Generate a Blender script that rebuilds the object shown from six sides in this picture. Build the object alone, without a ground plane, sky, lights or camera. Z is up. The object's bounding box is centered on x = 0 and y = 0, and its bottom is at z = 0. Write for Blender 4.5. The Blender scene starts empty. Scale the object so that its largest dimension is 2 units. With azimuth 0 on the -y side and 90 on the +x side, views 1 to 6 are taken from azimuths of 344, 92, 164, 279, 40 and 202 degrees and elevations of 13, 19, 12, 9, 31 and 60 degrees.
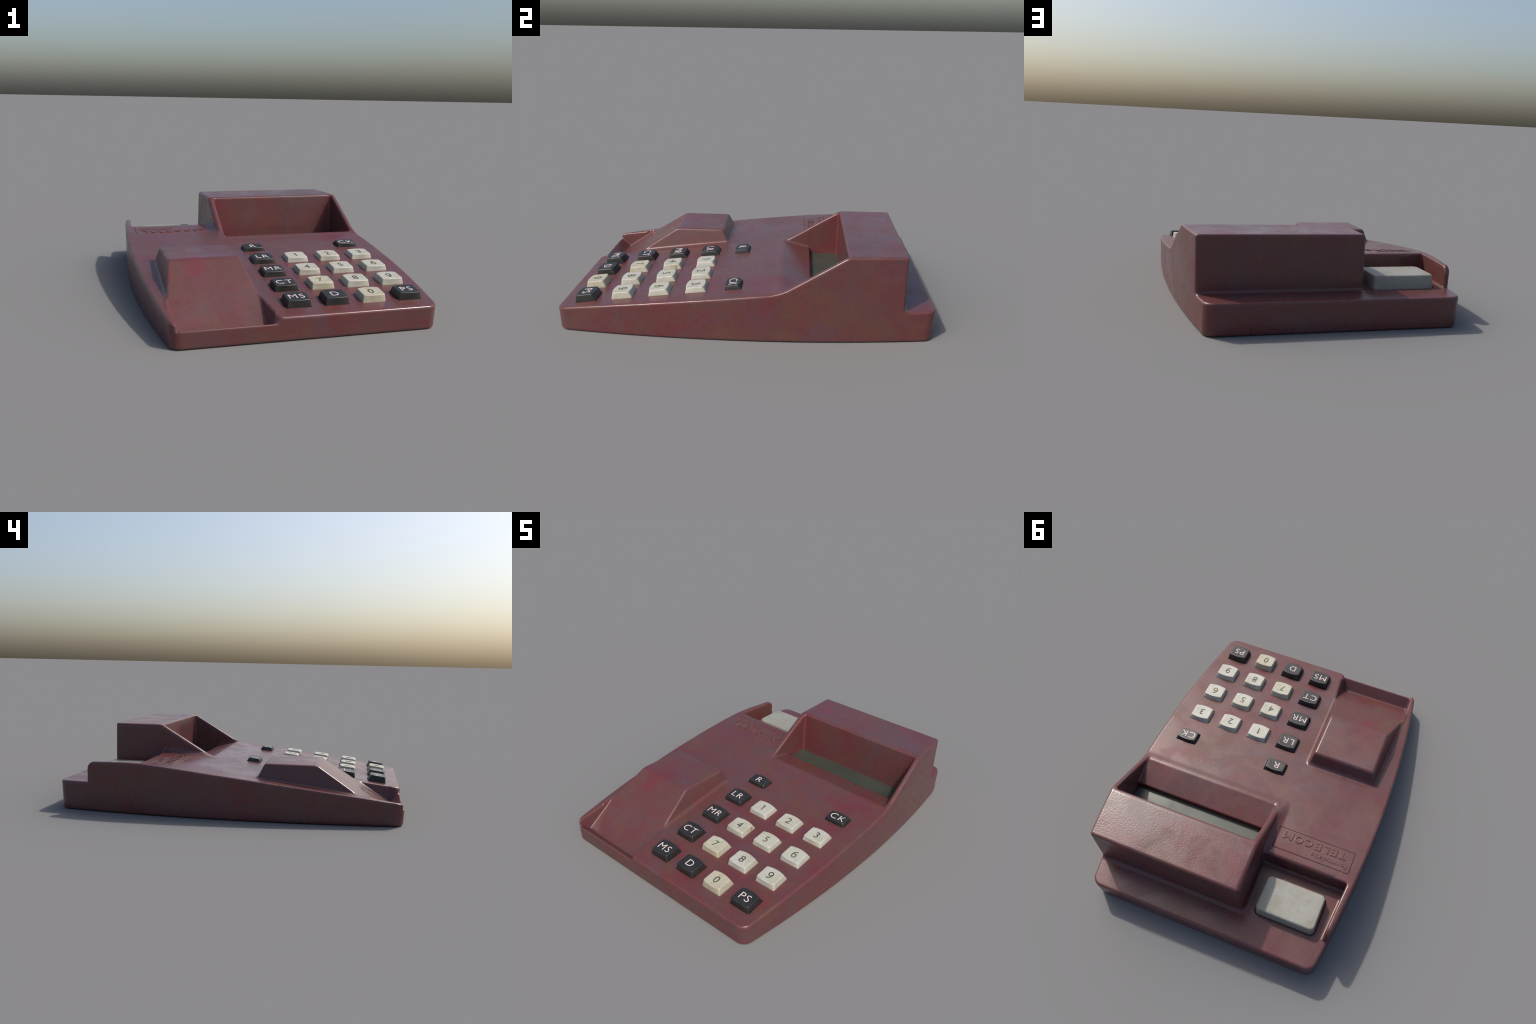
"""Worn maroon plastic telephone dialler: wedge shell, display hood, handset
hump, eighteen keys and a cream push bar.  Everything is built from measured
profiles: the moulded shell is a solid described by distance rules (planes,
bulged sides, rounded unions and cuts), meshed with surface nets; keys are
lofts; lettering is text turned to mesh."""
import bpy, bmesh, math, random
import numpy as np
from mathutils import Matrix, Vector

random.seed(4)
SCENE = bpy.context.scene

# ------------------------------------------------------------------ profile
# top line of the shell, front (y=-1) to back
TOP_Y = np.array([-1.10, -0.95, -0.70, -0.45, -0.20, 0.0, 0.20, 0.38, 0.50, 0.60, 0.85, 1.10])
TOP_Z = np.array([0.110, 0.130, 0.1635, 0.1945, 0.2235, 0.2455, 0.267, 0.2855, 0.2940, 0.2945, 0.2865, 0.280])
TOP_M = np.gradient(TOP_Z, TOP_Y)


def top(y):
    """smooth (Hermite) top line"""
    y = np.clip(y, TOP_Y[0], TOP_Y[-1] - 1e-6)
    i = np.clip(np.searchsorted(TOP_Y, y, side='right') - 1, 0, len(TOP_Y) - 2)
    h = TOP_Y[i + 1] - TOP_Y[i]
    t = (y - TOP_Y[i]) / h
    t2, t3 = t * t, t * t * t
    return ((2 * t3 - 3 * t2 + 1) * TOP_Z[i] + (t3 - 2 * t2 + t) * h * TOP_M[i]
            + (-2 * t3 + 3 * t2) * TOP_Z[i + 1] + (t3 - t2) * h * TOP_M[i + 1])


def side_x(y, z):
    """half width: barrel plan, slight draft"""
    return 0.7465 - np.where(y < 0, 0.071, 0.077) * y * y + 0.012 * z


LEDGE_Z = 0.168
HOOD_BACK = 0.831
CHEEK_BACK = 0.817
HOOD_TOP = 0.468
SLOPE = 0.638


def ramp(y):
    return 0.308 + SLOPE * (y + 0.508)


# ------------------------------------------------------- rounded set algebra
def rmax(a, b, r):
    return np.minimum(np.maximum(a, b), -r) + np.hypot(np.maximum(a + r, 0), np.maximum(b + r, 0))


def rmin(a, b, r):
    return -rmax(-a, -b, r)


def shell_distance(x, y, z):
    t = top(y)
    sx = side_x(y, z)
    ax = np.abs(x)
    d_side = ax - sx - np.where(x < 0, 0.004 * np.clip((y + 1) / 2, 0, 1), 0)     # left flank a touch fuller behind
    d_end = np.abs(y) - (0.9925 + 0.05 * z)
    plan = rmax(d_side, d_end, 0.050)

    # wedge with low ledge behind, its left cheek ending in a round corner
    upper = rmax(z - t, y - CHEEK_BACK, 0.042)
    up = rmin(upper, np.maximum(z - LEDGE_Z, 0.6 - y), 0.006)
    # well behind the name plate (also runs under the hood)
    well = rmax(rmax(-x - (0.694 - 0.066 * (y - 0.5)), 0.505 - y, 0.014), LEDGE_Z - z, 0.015)
    up = rmax(up, -well, np.where(x > -0.62, 0.018, 0.010) * np.clip((z - LEDGE_Z - 0.012) / 0.03, 1e-3, 1))

    # display hood
    slope = -0.51 * (y - 0.527) + 0.86 * (z - HOOD_TOP)
    hood = rmax(z - HOOD_TOP, slope, 0.012)
    hood = rmax(hood, y - HOOD_BACK, 0.012)
    foot = np.clip(t + 0.026 - z, 0, 0.05) * np.clip((0.510 - y) / 0.04, 0, 1)      # sloping foot on the deck
    hood = rmax(hood, -x - (0.181 + 0.020 * (y - 0.52) + 0.03 * (HOOD_TOP - z) + foot), 0.019)
    hood = np.maximum(hood, 0.03 - z)
    up = rmin(up, hood, 0.022)

    # handset hump
    hz = 0.309 - z
    hump = rmax(-hz, (x + 0.230 - 0.25 * hz) * 0.97, 0.012)
    hump = rmax(hump, (-x - 0.613 - 0.29 * hz) * 0.965, 0.012)
    hump = rmax(hump, (y + 0.209 - 0.46 * hz) * 0.908, 0.012)
    hump = np.maximum(hump, -0.80 - y)
    up = rmin(up, hump, 0.018)

    # the ramp that trims the hump and dives into the front recess
    p = ramp(y)
    q = 0.040 + 0.88 * (-0.930 - y)
    floor = rmax((p - z) * 0.843, (q - z) * 0.762, 0.008)
    turn = np.clip((-0.922 - y) / 0.082, 0, 0.99)
    xr = -0.190 - 0.09 * np.maximum(-0.763 - y, 0) + 0.42 * np.maximum(z - np.maximum(p, q), 0) \
        + 0.085 * (1 - np.sqrt(1 - turn * turn))
    cut = rmax(floor, (x - xr) * 0.92, 0.008)
    cut = rmax(cut, (-x - (0.657 - 0.07 * np.maximum(-0.75 - y, 0) + 0.10 * np.maximum(z - p, 0))), 0.008)
    cut = np.maximum(cut, y + 0.40)
    up = rmax(up, -cut, 0.009)

    # display cavity: a lip that sinks gently, then a drop to the window
    cx = rmax(-0.143 - x, x - (sx - 0.031), 0.01)
    cx = rmax(cx, y - 0.524, 0.012)
    lip = 0.2672 - 0.25 * (y - 0.2)
    cav_a = rmax(cx, lip - z, 0.014)
    up = rmax(up, -cav_a, 0.012)
    cav_b = np.maximum(np.maximum(cx, 0.348 - y), 0.060 - z)
    up = rmax(up, -cav_b, 0.006)

    s = rmax(plan, up, 0.013)
    return rmax(s, -z, 0.011)


# ------------------------------------------------------------- surface nets
def mesh_from_distance(fn, lo, hi, h):
    n = [int(math.ceil((b - a) / h)) + 1 for a, b in zip(lo, hi)]
    ax = [lo[i] + h * np.arange(n[i]) for i in range(3)]
    val = np.empty(n, dtype=np.float32)
    for i in range(0, n[0], 16):                       # slabs keep memory low
        x, y, z = np.meshgrid(ax[0][i:i + 16], ax[1], ax[2], indexing='ij')
        val[i:i + 16] = fn(x, y, z)
    ins = val < 0
    c = np.zeros([k - 1 for k in n], dtype=np.uint8)
    corners = [(a, b, d) for a in (0, 1) for b in (0, 1) for d in (0, 1)]

    def sl(o):
        return tuple(slice(o[k], n[k] - 1 + o[k]) for k in range(3))
    for o in corners:
        c += ins[sl(o)]
    act = (c > 0) & (c < 8)
    idx = -np.ones(c.shape, dtype=np.int64)
    cells = np.argwhere(act)
    idx[act] = np.arange(len(cells))
    acc = np.zeros((len(cells), 3))
    cnt = np.zeros(len(cells))
    for a in range(3):
        for o in corners:
            if o[a]:
                continue
            o2 = list(o)
            o2[a] = 1
            p0 = cells + np.array(o)
            p1 = cells + np.array(o2)
            v0 = val[p0[:, 0], p0[:, 1], p0[:, 2]]
            v1 = val[p1[:, 0], p1[:, 1], p1[:, 2]]
            m = (v0 < 0) != (v1 < 0)
            t = np.where(m, v0 / np.where(m, v0 - v1, 1), 0)
            q = p0 + (p1 - p0) * t[:, None]
            acc[m] += q[m]
            cnt[m] += 1
    verts = np.array(lo) + h * acc / cnt[:, None]
    faces = []
    for a in range(3):
        b, d = (a + 1) % 3, (a + 2) % 3
        s0 = [slice(1, n[k] - 1) for k in range(3)]
        s0[a] = slice(0, n[a] - 1)
        s1 = list(s0)
        s1[a] = slice(1, n[a])
        i0, i1 = ins[tuple(s0)], ins[tuple(s1)]
        e = np.argwhere(i0 != i1)
        base = e + 1
        base[:, a] -= 1
        flip = ~i0[e[:, 0], e[:, 1], e[:, 2]]
        ring = []
        for db, dd in ((-1, -1), (0, -1), (0, 0), (-1, 0)):
            q = base.copy()
            q[:, b] += db
            q[:, d] += dd
            ring.append(idx[q[:, 0], q[:, 1], q[:, 2]])
        f = np.stack(ring, 1)
        f[flip] = f[flip][:, ::-1]
        faces.append(f)
    faces = np.concatenate(faces)
    # settle the points exactly on the surface
    for _ in range(3):
        v = fn(*verts.T)
        e = 1e-5
        g = np.stack([(fn(*(verts + e * np.eye(3)[k]).T) - v) / e
                      for k in range(3)], 1)
        g2 = np.maximum((g * g).sum(1), 0.25)
        step = np.clip(v / g2, -h, h)
        verts = verts - g * step[:, None] * 0.9
    return verts, faces


def new_mesh(name, verts, faces):
    me = bpy.data.meshes.new(name)
    me.vertices.add(len(verts))
    me.vertices.foreach_set('co', np.asarray(verts, dtype=np.float32).ravel())
    k = faces.shape[1]
    me.loops.add(faces.size)
    me.loops.foreach_set('vertex_index', faces.astype(np.int32).ravel())
    me.polygons.add(len(faces))
    me.polygons.foreach_set('loop_start', np.arange(0, faces.size, k, dtype=np.int32))
    me.update(calc_edges=True)
    me.validate()
    return me


def add(name, me, parent=None, mat=None):
    ob = bpy.data.objects.new(name, me)
    SCENE.collection.objects.link(ob)
    if mat is not None:
        me.materials.clear()
        me.materials.append(mat)
    if parent is not None:
        ob.parent = parent
    return ob


# ---------------------------------------------------------------- materials
class Nodes:
    def __init__(self, name, vary=False):
        self.mat = bpy.data.materials.new(name)
        self.mat.use_nodes = True
        self.t = self.mat.node_tree
        self.bsdf = self.t.nodes['Principled BSDF']
        self.co = self.t.nodes.new('ShaderNodeTexCoord').outputs['Object']
        if vary:                                  # every key gets its own piece of the pattern
            info = self.t.nodes.new('ShaderNodeObjectInfo')
            mul = self.t.nodes.new('ShaderNodeVectorMath')
            mul.operation = 'SCALE'
            mul.inputs[0].default_value = (1.0, 0.7, 0.4)
            mul.inputs['Scale'].default_value = 40
            self.link(info.outputs['Random'], mul.inputs['Scale'])
            big = self.t.nodes.new('ShaderNodeVectorMath')
            big.operation = 'MULTIPLY_ADD'
            self.link(mul.outputs['Vector'], big.inputs[0])
            big.inputs[1].default_value = (40, 40, 40)
            self.link(self.co, big.inputs[2])
            self.co = big.outputs['Vector']

    def link(self, a, b):
        self.t.links.new(a, b)

    def noise(self, scale, detail=4, rough=0.55, distort=0.0, stretch=None, shift=(0, 0, 0)):
        n = self.t.nodes.new('ShaderNodeTexNoise')
        n.inputs['Scale'].default_value = scale
        n.inputs['Detail'].default_value = detail
        n.inputs['Roughness'].default_value = rough
        n.inputs['Distortion'].default_value = distort
        m = self.t.nodes.new('ShaderNodeMapping')
        m.inputs['Location'].default_value = shift
        if stretch:
            m.inputs['Scale'].default_value = stretch
        self.link(self.co, m.inputs['Vector'])
        self.link(m.outputs['Vector'], n.inputs['Vector'])
        return n.outputs['Fac']

    def ramp(self, fac, stops):
        r = self.t.nodes.new('ShaderNodeValToRGB')
        el = r.color_ramp.elements
        while len(el) < len(stops):
            el.new(0.5)
        for e, (p, c) in zip(el, stops):
            e.position = p
            e.color = (*c, 1) if not isinstance(c, (int, float)) else (c, c, c, 1)
        self.link(fac, r.inputs['Fac'])
        return r.outputs['Color']

    def mix(self, fac, a, b, blend='MIX'):
        m = self.t.nodes.new('ShaderNodeMix')
        m.data_type = 'RGBA'
        m.blend_type = blend
        for sock, v in ((m.inputs[0], fac), (m.inputs[6], a), (m.inputs[7], b)):
            if isinstance(v, (int, float)):
                sock.default_value = v
            elif isinstance(v, tuple):
                sock.default_value = (*v, 1)
            else:
                self.link(v, sock)
        return m.outputs[2]

    def bump(self, height, strength, dist, normal=None):
        b = self.t.nodes.new('ShaderNodeBump')
        b.inputs['Strength'].default_value = strength
        b.inputs['Distance'].default_value = dist
        self.link(height, b.inputs['Height'])
        if normal is not None:
            self.link(normal, b.inputs['Normal'])
        return b.outputs['Normal']

    def out(self, color=None, rough=None, normal=None, spec=None):
        for k, v in (('Base Color', color), ('Roughness', rough), ('Normal', normal),
                     ('Specular IOR Level', spec)):
            if v is None:
                continue
            s = self.bsdf.inputs[k]
            if isinstance(v, (int, float)):
                s.default_value = v
            elif isinstance(v, tuple):
                s.default_value = (*v, 1)
            else:
                self.link(v, s)
        return self.mat


def maroon_plastic():
    n = Nodes('worn_maroon_plastic')
    big = n.noise(3.2, 5, 0.6, 0.5)
    c = n.ramp(big, [(0.30, (0.100, 0.050, 0.050)), (0.44, (0.112, 0.046, 0.044)),
                     (0.56, (0.118, 0.040, 0.042)), (0.70, (0.130, 0.032, 0.037))])
    # bluish bloom and brown handling stains
    grey_patch = n.ramp(n.noise(4.5, 6, 0.62, 0.3, shift=(3, 1, 7)), [(0.50, 0.0), (0.62, 1.0)])
    c = n.mix(n.mix(0.6, (0, 0, 0), grey_patch), c, (0.100, 0.056, 0.066))
    brown = n.ramp(n.noise(5.5, 6, 0.6, 0.4, shift=(9, 4, 2)), [(0.50, 0.0), (0.63, 1.0)])
    c = n.mix(n.mix(0.65, (0, 0, 0), brown), c, (0.116, 0.054, 0.040))
    red = n.ramp(n.noise(7.0, 7, 0.68, 0.2, shift=(1, 12, 5)), [(0.55, 0.0), (0.66, 1.0)])
    c = n.mix(n.mix(0.55, (0, 0, 0), red), c, (0.148, 0.026, 0.034))
    small = n.noise(30, 5, 0.7, 0.2, shift=(4, 4, 1))
    c = n.mix(0.8, c, n.ramp(small, [(0.36, (0.90, 0.98, 1.04)), (0.64, (1.10, 1.0, 0.96))]), 'MULTIPLY')
    # fine grain and pale specks
    grain = n.noise(150, 3, 0.7)
    c = n.mix(1.0, c, n.ramp(grain, [(0.3, 0.86), (0.7, 1.14)]), 'MULTIPLY')
    speck = n.ramp(n.noise(95, 2, 0.5, shift=(5, 5, 5)), [(0.72, 0.0), (0.76, 1.0)])
    c = n.mix(n.mix(0.35, (0, 0, 0), speck), c, (0.20, 0.11, 0.11))
    c = n.mix(1.0, c, (0.95, 0.895, 0.87), 'MULTIPLY')
    # rubbed edges, a little paler and redder
    geo = n.t.nodes.new('ShaderNodeNewGeometry')
    rub = n.ramp(geo.outputs['Pointiness'], [(0.515, 0.0), (0.56, 1.0)])
    worn = n.mix(1.0, rub, n.ramp(n.noise(22, 5, 0.7, shift=(8, 2, 2)), [(0.35, 0.2), (0.6, 1.0)]), 'MULTIPLY')
    c = n.mix(n.mix(0.40, (0, 0, 0), worn), c, (0.150, 0.055, 0.052))
    rough = n.ramp(n.noise(5.0, 6, 0.65, 0.3, shift=(2, 8, 3)), [(0.36, 0.20), (0.64, 0.39)])
    # pebbled only in patches
    patch = n.ramp(n.noise(4.0, 4, 0.6, 0.3, shift=(7, 7, 3)), [(0.42, 0.14), (0.72, 0.50)])
    xyz = n.t.nodes.new('ShaderNodeSeparateXYZ')
    n.link(n.co, xyz.inputs[0])
    lid = n.ramp(xyz.outputs['Z'], [(0.452, 0.0), (0.460, 0.55)])          # the hood lid is the most pitted
    patch = n.mix(1.0, patch, lid, 'LIGHTEN')
    height = n.mix(1.0, n.mix(0.5, (0.5, 0.5, 0.5), n.ramp(n.noise(105, 2, 0.5), [(0.2, 0.0), (0.8, 1.0)])), patch, 'MULTIPLY')
    nor = n.bump(height, 0.26, 0.004)
    return n.out(c, rough, nor, 0.5)


def cream_plastic(name='aged_cream_plastic', fade=(1.0, 1.0, 1.0)):
    n = Nodes(name, vary=True)
    c = n.ramp(n.noise(9, 5, 0.6, 0.3), [(0.30, (0.370, 0.350, 0.275)), (0.50, (0.420, 0.410, 0.345)),
                                         (0.70, (0.440, 0.440, 0.395))])
    dirt = n.ramp(n.noise(16, 6, 0.68, 0.4, shift=(3, 2, 1)), [(0.50, 0.0), (0.72, 1.0)])
    c = n.mix(n.mix(0.55, (0, 0, 0), dirt), c, (0.300, 0.262, 0.170))
    rust = n.ramp(n.noise(15, 2, 0.5, shift=(6, 1, 9)), [(0.735, 0.0), (0.77, 1.0)])
    c = n.mix(n.mix(0.6, (0, 0, 0), rust), c, (0.26, 0.15, 0.05))
    c = n.mix(1.0, c, n.ramp(n.noise(45, 4, 0.7), [(0.35, (0.93, 0.95, 0.92)), (0.65, (1.05, 1.03, 1.05))]), 'MULTIPLY')
    geo = n.t.nodes.new('ShaderNodeNewGeometry')
    rub = n.ramp(geo.outputs['Pointiness'], [(0.53, 0.0), (0.60, 1.0)])  # paler tint painted along the convex cap edges
    c = n.mix(n.mix(0.6, (0, 0, 0), rub), c, (0.56, 0.54, 0.47))
    c = n.mix(1.0, c, fade, 'MULTIPLY')
    rough = n.ramp(n.noise(14, 5, 0.6), [(0.3, 0.36), (0.7, 0.54)])
    return n.out(c, rough, n.bump(n.noise(90, 4, 0.6), 0.12, 0.003), 0.5)


def black_plastic():
    n = Nodes('scuffed_black_plastic', vary=True)
    c = n.ramp(n.noise(18, 6, 0.65, 0.3), [(0.35, (0.016, 0.016, 0.015)), (0.60, (0.023, 0.023, 0.021)),
                                           (0.80, (0.036, 0.036, 0.031))])
    c = n.mix(1.0, c, n.ramp(n.noise(150, 3, 0.6), [(0.3, 0.8), (0.7, 1.2)]), 'MULTIPLY')
    geo = n.t.nodes.new('ShaderNodeNewGeometry')
    rub = n.ramp(geo.outputs['Pointiness'], [(0.53, 0.0), (0.60, 1.0)])
    c = n.mix(n.mix(0.6, (0, 0, 0), rub), c, (0.075, 0.073, 0.066))
    rough = n.ramp(n.noise(20, 5, 0.6), [(0.3, 0.32), (0.7, 0.48)])
    return n.out(c, rough, n.bump(n.noise(110, 4, 0.6), 0.14, 0.003), 0.5)


def ink(name, a, b):
    n = Nodes(name)
    return n.out(n.ramp(n.noise(26, 4, 0.6), [(0.35, a), (0.65, b)]), 0.5, None, 0.3)


def window_green():
    n = Nodes('dusty_green_window')
    c = n.ramp(n.noise(8, 5, 0.6), [(0.3, (0.034, 0.042, 0.032)), (0.7, (0.050, 0.059, 0.046))])
    return n.out(c, n.ramp(n.noise(9, 5, 0.6), [(0.3, 0.30), (0.7, 0.48)]), None, 0.5)


MAROON = maroon_plastic()
CREAM = cream_plastic()
STAINED = {'0': cream_plastic('browned_cream_plastic', (0.97, 0.92, 0.82)),
           '7': cream_plastic('yellowed_cream_plastic', (1.0, 0.975, 0.89))}
GREY_CREAM = cream_plastic('greyed_cream_plastic', (0.69, 0.69, 0.70))
BLACK = black_plastic()
PINK_INK = ink('pale_pink_ink', (0.62, 0.50, 0.47), (0.72, 0.61, 0.58))
GREY_INK = ink('faded_grey_ink', (0.030, 0.030, 0.024), (0.075, 0.068, 0.045))
OLIVE_INK = ink('faded_olive_ink', (0.075, 0.085, 0.025), (0.11, 0.115, 0.045))
GREEN = window_green()

# --------------------------------------------------------------- top object
ROOT = bpy.data.objects.new('telephone_dialler', None)
SCENE.collection.objects.link(ROOT)
ROOT['label'] = 'worn maroon plastic telephone dialler with hooded display and keys'
ROOT['category'] = 'telephone'


# ------------------------------------------------------------ loft and keys
def rounded_outline(x0, x1, y0, y1, r, bow_front, bow_back, per=5, along=7):
    """closed outline, counter clockwise, front and back edges bowed outwards"""
    pts = []
    cx, cy = (x0 + x1) / 2, (y0 + y1) / 2

    def corner(px, py, a0):
        for i in range(per + 1):
            a = a0 + math.pi / 2 * i / per
            pts.append((px + r * math.cos(a), py + r * math.sin(a)))

    def edge(n_pts, p, q):
        for i in range(1, n_pts):
            t = i / n_pts
            pts.append((p[0] + (q[0] - p[0]) * t, p[1] + (q[1] - p[1]) * t))
    corner(x1 - r, y1 - r, 0)
    edge(along, (x1 - r, y1), (x0 + r, y1))
    corner(x0 + r, y1 - r, math.pi / 2)
    edge(along, (x0, y1 - r), (x0, y0 + r))
    corner(x0 + r, y0 + r, math.pi)
    edge(along, (x0 + r, y0), (x1 - r, y0))
    corner(x1 - r, y0 + r, 1.5 * math.pi)
    edge(along, (x1, y0 + r), (x1, y1 - r))
    out = []
    for x, y in pts:
        u = (x - cx) / ((x1 - x0) / 2)
        v = (y - cy) / ((y1 - y0) / 2)
        bow = 1 - u * u
        y += bow * (bow_back * max(v, 0) - bow_front * max(-v, 0))
        out.append((x, y))
    return out


def loft(name, rings, dish=0.0):
    """rings: list of (outline, z); capped at both ends, top cap filled by shrinking rings"""
    bm = bmesh.new()
    rows = [[bm.verts.new((x, y, z)) for x, y in o] for o, z in rings]
    o, z = rings[-1]
    cx = sum(p[0] for p in o) / len(o)
    cy = sum(p[1] for p in o) / len(o)
    for k in (0.8, 0.55, 0.28):
        rows.append([bm.verts.new((cx + (x - cx) * k, cy + (y - cy) * k, z - dish * (1 - k * k))) for x, y in o])
    m = len(o)
    for a, b in zip(rows, rows[1:]):
        for i in range(m):
            bm.faces.new((a[i], a[(i + 1) % m], b[(i + 1) % m], b[i]))
    tip = bm.verts.new((cx, cy, z - dish))
    for i in range(m):
        bm.faces.new((rows[-1][i], rows[-1][(i + 1) % m], tip))
    bm.faces.new(list(reversed(rows[0])))
    bmesh.ops.recalc_face_normals(bm, faces=bm.faces)
    me = bpy.data.meshes.new(name)
    bm.to_mesh(me)
    bm.free()
    me.shade_smooth()
    me.set_sharp_from_angle(angle=math.radians(38))
    return me


def key_mesh(name, depth, height, front_lean, back_lean):
    w, d = 0.0635, depth / 2
    rings = []
    rim = 0.0042
    levels = [-0.045, 0.0, height * 0.35, height * 0.7, height - rim]
    for z in levels:
        t = max(z, 0) / height
        o = rounded_outline(-w + 0.0055 * t, w - 0.0055 * t, -d + front_lean * t, d - back_lean * t, 0.006,
                            0.010 * t ** 1.5, 0.011 * t ** 1.5)
        rings.append((o, z))
    for a in (25, 50, 72, 90):
        c, s = 1 - math.cos(math.radians(a)), math.sin(math.radians(a))
        t = (height - rim + rim * s) / height
        i = rim * c * 0.75
        o = rounded_outline(-w + 0.0055 * t + i, w - 0.0055 * t - i, -d + front_lean * t + i,
                            d - back_lean * t - i, max(0.006 - i * 0.5, 0.003), 0.010 * t ** 1.5, 0.011 * t ** 1.5)
        rings.append((o, height - rim + rim * s))
    return loft(name, rings, dish=0.0012)


def text_mesh(name, body, size, extrude, thin=0.0, space=1.0, wide=1.0, bevel=0.0):
    cu = bpy.data.curves.new(name, 'FONT')
    cu.body = body
    cu.size = size
    cu.extrude = extrude
    cu.offset = thin
    cu.bevel_depth = bevel
    cu.space_character = space
    cu.align_x = 'CENTER'
    cu.align_y = 'CENTER'
    cu.resolution_u = 5
    ob = bpy.data.objects.new(name, cu)
    SCENE.collection.objects.link(ob)
    dg = bpy.context.evaluated_depsgraph_get()
    me = bpy.data.meshes.new_from_object(ob.evaluated_get(dg))
    bpy.data.objects.remove(ob)
    bpy.data.curves.remove(cu)
    co = np.empty(len(me.vertices) * 3, dtype=np.float32)
    me.vertices.foreach_get('co', co)
    co = co.reshape(-1, 3)
    mid = (co.max(0) + co.min(0)) / 2
    co[:, :2] -= mid[:2]
    co[:, 0] *= wide
    me.vertices.foreach_set('co', co.ravel())
    me.name = name
    me.update()
    return me


def stroke_mesh(name, strokes, height, width, thick):
    """digits drawn with a round-nibbed pen: each stroke is a ribbon with depth"""
    bm = bmesh.new()
    for pts in strokes:
        p = np.array(pts) * height
        d = np.gradient(p, axis=0)
        d /= np.maximum(np.linalg.norm(d, axis=1), 1e-9)[:, None]
        nrm = np.stack([-d[:, 1], d[:, 0]], 1) * width / 2
        rows = [[bm.verts.new((*q, z)) for q, z in ((a - b, -thick), (a - b, thick), (a + b, thick), (a + b, -thick))]
                for a, b in zip(p, nrm)]
        for r0, r1 in zip(rows, rows[1:]):
            for k in range(4):
                bm.faces.new((r0[k], r0[(k + 1) % 4], r1[(k + 1) % 4], r1[k]))
        bm.faces.new(rows[0])
        bm.faces.new(list(reversed(rows[-1])))
    bmesh.ops.recalc_face_normals(bm, faces=bm.faces)
    me = bpy.data.meshes.new(name)
    bm.to_mesh(me)
    bm.free()
    return me


def arc(cx, cy, rx, ry, a0, a1, n=28):
    return [(cx + rx * math.cos(math.radians(a0 + (a1 - a0) * i / n)),
             cy + ry * math.sin(math.radians(a0 + (a1 - a0) * i / n))) for i in range(n + 1)]


SIX = [arc(0, -0.19, 0.27, 0.30, 180, 541), arc(0.10, -0.16, 0.37, 0.66, 180, 68, 16)]
STROKES = {'1': [[(-0.20, 0.40), (-0.08, 0.44), (0.03, 0.5), (0.03, 0.2), (0.03, -0.1), (0.03, -0.5)]],
           '6': SIX, '9': [[(-x, -y) for x, y in st] for st in SIX]}

COL = [-0.0335, 0.1665, 0.3660, 0.5650]
ROW = [-0.0630, -0.2630, -0.4610, -0.6600, -0.8545]
TALL, SHORT = 0.112, 0.086
# (legend, column, row)
KEYS = [('R', 0, 0), ('CK', 3, 0),
        ('LR', 0, 1), ('1', 1, 1), ('2', 2, 1), ('3', 3, 1),
        ('MR', 0, 2), ('4', 1, 2), ('5', 2, 2), ('6', 3, 2),
        ('CT', 0, 3), ('7', 1, 3), ('8', 2, 3), ('9', 3, 3),
        ('MS', 0, 4), ('D', 1, 4), ('0', 2, 4), ('PS', 3, 4)]

# the key tops lie on one straight plane while the deck under them is bowed
RISE = [0.022, 0.0270, 0.0295, 0.0330, 0.0385]
CAPS = {}
for r, h in enumerate(RISE):
    low = r == 0
    dark = key_mesh('low_key_cap' if low else 'key_cap', SHORT if low else TALL, h,
                    0.009 if low else 0.011, 0.014 if low else 0.017)
    pale = dark.copy()
    dark.materials.append(BLACK)
    pale.materials.append(CREAM)
    CAPS[r, False], CAPS[r, True] = dark, pale


def slope_at(y):
    return math.atan(float(top(np.array([y + 0.03]))[0] - top(np.array([y - 0.03]))[0]) / 0.06)


holes = []
for legend, c, r in KEYS:
    digit = legend.isdigit()
    low = r == 0
    me = CAPS[r, digit]
    x, y = COL[c], ROW[r]
    z = float(top(np.array([y]))[0])
    if legend in STAINED:
        me = me.copy()
        me.materials.clear()
        me.materials.append(STAINED[legend])
    key = add('key', me, ROOT)
    tilt = slope_at(y)
    key.location = (x, y, z)
    key.rotation_euler = (tilt + random.uniform(-0.006, 0.006), random.uniform(-0.006, 0.006),
                          random.uniform(-0.012, 0.012))
    h = RISE[r]
    size = 0.066 if digit else 0.065
    if legend in STROKES:
        tm = stroke_mesh('legend', STROKES[legend], 0.0440, 0.0056, 0.0006)
    else:
        tm = text_mesh('legend', legend, size, 0.0006, -0.0002 if digit else -0.0007,
                       1.14, 1.0 if digit else 1.05)
    ob = add('legend', tm, key, (OLIVE_INK if legend in '567' else GREY_INK) if digit else PINK_INK)
    ob.location = (random.uniform(-0.002, 0.002), -0.003, h - 0.0006)
    holes.append((x, y, 0.0660, (SHORT if low else TALL) / 2 + 0.0018, z, tilt))

# ------------------------------------------------------------------- shell
verts, faces = mesh_from_distance(shell_distance, (-0.78, -1.03, -0.02), (0.78, 1.03, 0.50), 0.0052)
shell = add('housing', new_mesh('housing', verts, faces), None, MAROON)


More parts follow.
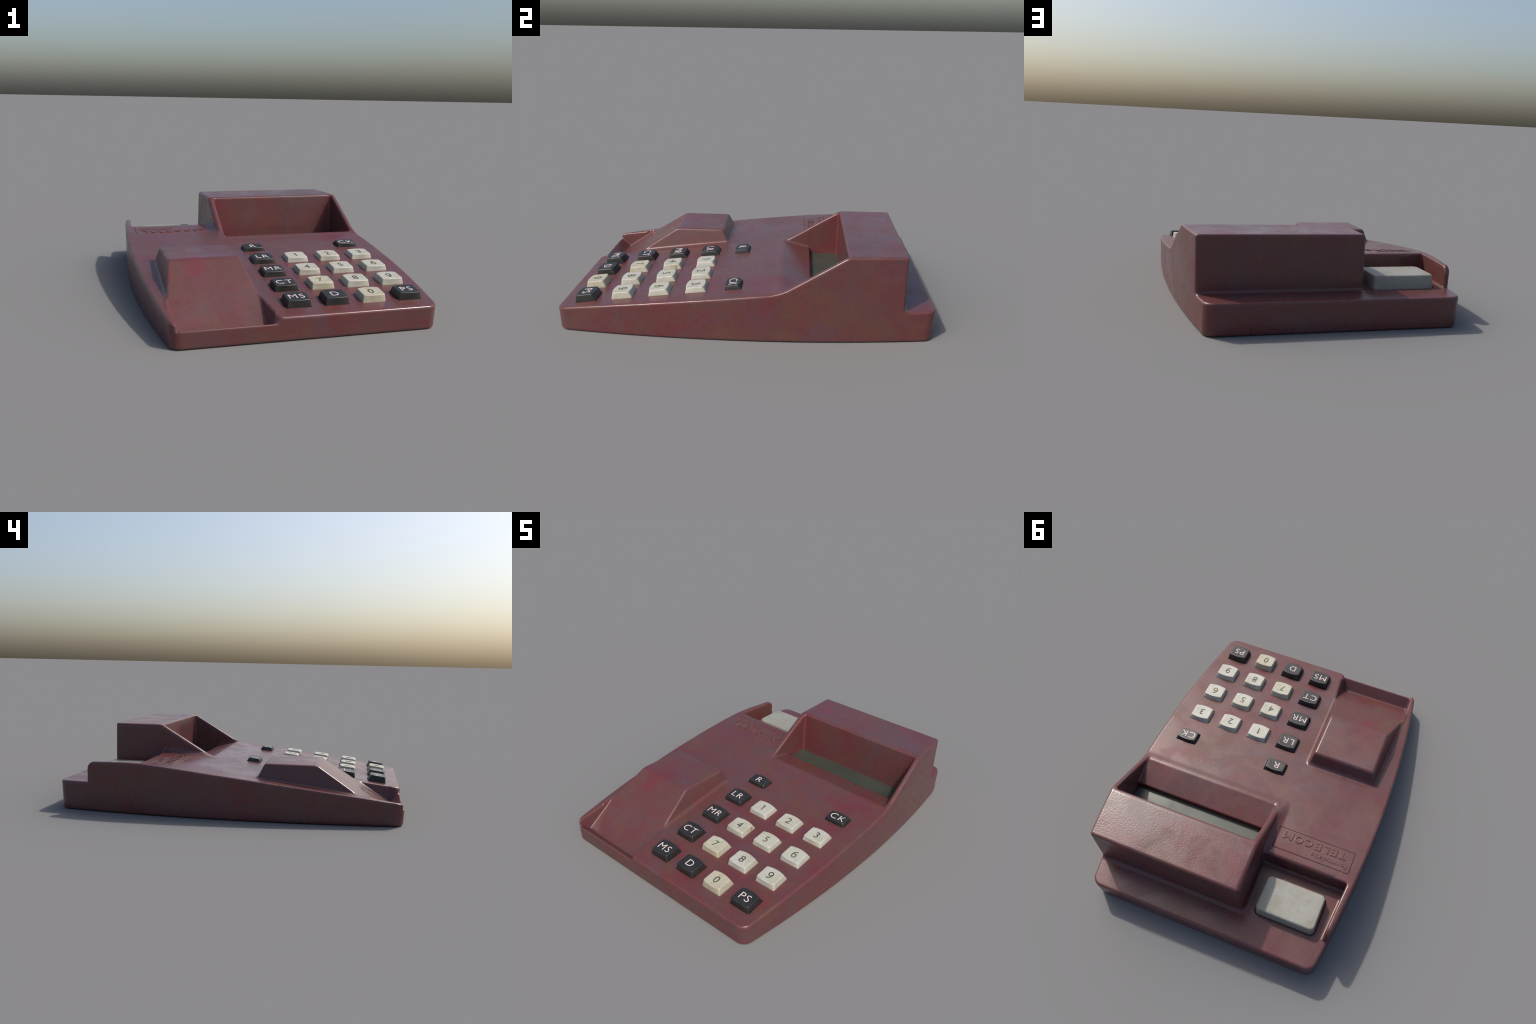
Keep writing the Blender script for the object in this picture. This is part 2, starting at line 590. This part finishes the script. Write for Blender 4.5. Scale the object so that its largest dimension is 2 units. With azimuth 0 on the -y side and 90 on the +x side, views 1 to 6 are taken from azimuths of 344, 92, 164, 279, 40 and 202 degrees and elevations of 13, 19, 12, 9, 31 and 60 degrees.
def cutter_prism(outline, z0, z1, matrix, low=None):
    bm = bmesh.new()
    a = [bm.verts.new((x, y, z0)) for x, y in (low or outline)]
    b = [bm.verts.new((x, y, z1)) for x, y in outline]
    m = len(a)
    for i in range(m):
        bm.faces.new((a[i], a[(i + 1) % m], b[(i + 1) % m], b[i]))
    bm.faces.new(list(reversed(a)))
    bm.faces.new(b)
    bm.transform(matrix)
    me = bpy.data.meshes.new('cutter')
    bm.to_mesh(me)
    bm.free()
    return me


cutters = []
for x, y, hw, hd, z, tilt in holes:
    o = rounded_outline(-hw, hw, -hd, hd, 0.006, 0, 0, per=3, along=2)
    cutters.append(cutter_prism(o, -0.055, 0.03, Matrix.Translation((x, y, z)) @ Matrix.Rotation(tilt, 4, 'X')))
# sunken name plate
PLATE = dict(x0=-0.680, x1=-0.2215, y0=0.3145, y1=0.452)
pcx, pcy = (PLATE['x0'] + PLATE['x1']) / 2, (PLATE['y0'] + PLATE['y1']) / 2
pz = float(top(np.array([pcy]))[0])
pt = slope_at(pcy) - 0.004
phw, phd = (PLATE['x1'] - PLATE['x0']) / 2, (PLATE['y1'] - PLATE['y0']) / 2
PLATE_M = Matrix.Translation((pcx, pcy, pz)) @ Matrix.Rotation(pt, 4, 'X')
# a V groove frames the lettering
def groove(cx, cy, length, width, depth, along_y):
    o = [(-width / 2 * 2, 0.005), (0, -depth), (width / 2 * 2, 0.005)]
    bm = bmesh.new()
    ends = []
    for e in (-length / 2, length / 2):
        ends.append([bm.verts.new((cx + u, cy + e, v) if along_y else (cx + e, cy + u, v)) for u, v in o])
    a, b = ends
    for k in range(3):
        bm.faces.new((a[k], a[(k + 1) % 3], b[(k + 1) % 3], b[k]))
    bm.faces.new(a)
    bm.faces.new(list(reversed(b)))
    bmesh.ops.recalc_face_normals(bm, faces=bm.faces)
    bm.transform(PLATE_M)
    me = bpy.data.meshes.new('cutter')
    bm.to_mesh(me)
    bm.free()
    return me


for gx, gy, length, along in ((0, -phd, 2 * phw, False), (0, phd, 2 * phw, False),
                              (-phw, 0, 2 * phd + 0.004, True), (phw, 0, 2 * phd + 0.004, True)):
    cutters.append(groove(gx, gy, length, 0.0075 if along else 0.0055, 0.0035, along))
# opening round the push bar
BAR = dict(x0=-0.613, x1=-0.261, y0=0.596, y1=0.814)
cutters.append(cutter_prism(rounded_outline(BAR['x0'] - 0.006, BAR['x1'] + 0.006, BAR['y0'] - 0.006, BAR['y1'] + 0.006,
                                            0.030, 0, 0, per=6, along=2), 0.11, 0.20, Matrix.Identity(4)))
cut_ob = []
for i, me in enumerate(cutters):
    ob = add('cutter', me)
    cut_ob.append(ob)
    md = shell.modifiers.new('cut', 'BOOLEAN')
    md.operation = 'DIFFERENCE'
    md.object = ob
    md.solver = 'MANIFOLD'
dg = bpy.context.evaluated_depsgraph_get()
cut_mesh = bpy.data.meshes.new_from_object(shell.evaluated_get(dg))
shell.modifiers.clear()
for ob in cut_ob:
    bpy.data.objects.remove(ob)
old = shell.data
print('shell faces', len(old.polygons), 'after cuts', len(cut_mesh.polygons))
cut_mesh.shade_smooth()
cut_mesh.set_sharp_from_angle(angle=math.radians(42))

# ---- separate the one moulding into hood, handset rest and base by region
nf = len(cut_mesh.polygons)
cen = np.empty(nf * 3, dtype=np.float32)
cut_mesh.polygons.foreach_get('center', cen)
cen = cen.reshape(-1, 3)
lt = top(cen[:, 1].astype(np.float64))
x, y, z = cen.T
hood_f = (x > -0.20) & (y > 0.185) & (y < 0.84) & (
    ((y < 0.47) & (z > lt + 0.004)) | ((y >= 0.47) & (z > 0.186)) | ((y > 0.21) & (y < 0.53) & (x > -0.16) & (x < side_x(y, z) - 0.012) & (z > 0.12)))
rest_f = (x > -0.668) & (x < -0.150) & (y > -0.985) & (y < -0.155) & (
    (z > lt + 0.003) | ((y < -0.72) & (z < lt - 0.006) & (z > 0.03) & (x < -0.155)))
group = np.zeros(nf, dtype=np.int32)
group[hood_f] = 1
group[rest_f & ~hood_f] = 2

nl = len(cut_mesh.loops)
nor = np.empty(nl * 3, dtype=np.float32)
cut_mesh.corner_normals.foreach_get('vector', nor)
nor = nor.reshape(-1, 3)
lv = np.empty(nl, dtype=np.int32)
cut_mesh.loops.foreach_get('vertex_index', lv)
ls = np.empty(nf, dtype=np.int32)
lc = np.empty(nf, dtype=np.int32)
cut_mesh.polygons.foreach_get('loop_start', ls)
cut_mesh.polygons.foreach_get('loop_total', lc)
vc = np.empty(len(cut_mesh.vertices) * 3, dtype=np.float32)
cut_mesh.vertices.foreach_get('co', vc)
vc = vc.reshape(-1, 3)
lface = np.repeat(np.arange(nf), lc)
BODY = {}
for g, name in enumerate(('housing', 'display_hood', 'handset_rest')):
    sel = group == g
    lsel = sel[lface]
    used, inv = np.unique(lv[lsel], return_inverse=True)
    me = bpy.data.meshes.new(name)
    me.vertices.add(len(used))
    me.vertices.foreach_set('co', vc[used].ravel())
    me.loops.add(int(lsel.sum()))
    me.loops.foreach_set('vertex_index', inv.astype(np.int32))
    cnt = lc[sel]
    me.polygons.add(len(cnt))
    me.polygons.foreach_set('loop_start', np.concatenate([[0], np.cumsum(cnt)[:-1]]).astype(np.int32))
    me.update(calc_edges=True)
    me.shade_smooth()
    me.normals_split_custom_set(nor[lsel].tolist())
    BODY[name] = add(name, me, ROOT, MAROON)
bpy.data.objects.remove(shell)
bpy.data.meshes.remove(old)
bpy.data.meshes.remove(cut_mesh)

# ---------------------------------------------------------- raised lettering
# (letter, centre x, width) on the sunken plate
for ch, lx, lw in (('T', -0.6155, 0.047), ('E', -0.5645, 0.039), ('L', -0.5165, 0.034), ('E', -0.4690, 0.039),
                   ('C', -0.4125, 0.046), ('O', -0.3510, 0.051), ('M', -0.2860, 0.057)):
    tm = text_mesh('raised_letter', ch, 0.063, 0.0009, -0.0004, 1, 1.0, 0.0018)
    dim = [max(v.co[k] for v in tm.vertices) - min(v.co[k] for v in tm.vertices) for k in (0, 1)]
    tm.transform(Matrix.Diagonal((lw / dim[0], 0.047 / dim[1], 1, 1)))
    ob = add('raised_letter', tm, BODY['housing'], MAROON)
    ob.matrix_local = PLATE_M @ Matrix.Translation((lx - pcx, 0.3575 - pcy, 0.0010))
tm = text_mesh('maker_line', 'forritelabs', 0.036, 0.0012, 0.0, 1.15, 1.10, 0.0010)
k = 0.213 / max(tm.vertices, key=lambda v: v.co.x).co.x / 2
tm.transform(Matrix.Diagonal((k, 1, 1, 1)))
line = add('maker_line', tm, BODY['housing'], MAROON)
line.matrix_local = PLATE_M @ Matrix.Translation((-0.552 - pcx, 0.4180 - pcy, 0.0006))

# -------------------------------------------------------- push bar, window
rings = []
R = 0.010
for z in (0.115, 0.170, 0.205, 0.241 - R):
    g = 0.0035 * (0.241 - z) / 0.07
    rings.append((rounded_outline(BAR['x0'] - g + 0.003, BAR['x1'] + g - 0.003, BAR['y0'] - g + 0.003,
                                  BAR['y1'] + g - 0.003, 0.028, 0, 0, per=7, along=5), z))
for a in (18, 36, 54, 72, 90):
    c, s = R * (1 - math.cos(math.radians(a))), R * math.sin(math.radians(a))
    rings.append((rounded_outline(BAR['x0'] + c + 0.003, BAR['x1'] - c - 0.003, BAR['y0'] + c + 0.003,
                                  BAR['y1'] - c - 0.003, 0.028 - c * 0.6, 0, 0, per=7, along=5), 0.241 - R + s))
bar = add('push_bar', loft('push_bar', rings, dish=0.0), ROOT, GREY_CREAM)

bm = bmesh.new()
bmesh.ops.create_cube(bm, size=1)
bm.transform(Matrix.Translation((0.280, 0.439, 0.188)) @ Matrix.Diagonal((0.850, 0.190, 0.012, 1)))
bmesh.ops.bevel(bm, geom=list(bm.edges), offset=0.002, segments=2, affect='EDGES')
me = bpy.data.meshes.new('display_window')
bm.to_mesh(me)
bm.free()
add('display_window', me, ROOT, GREEN)
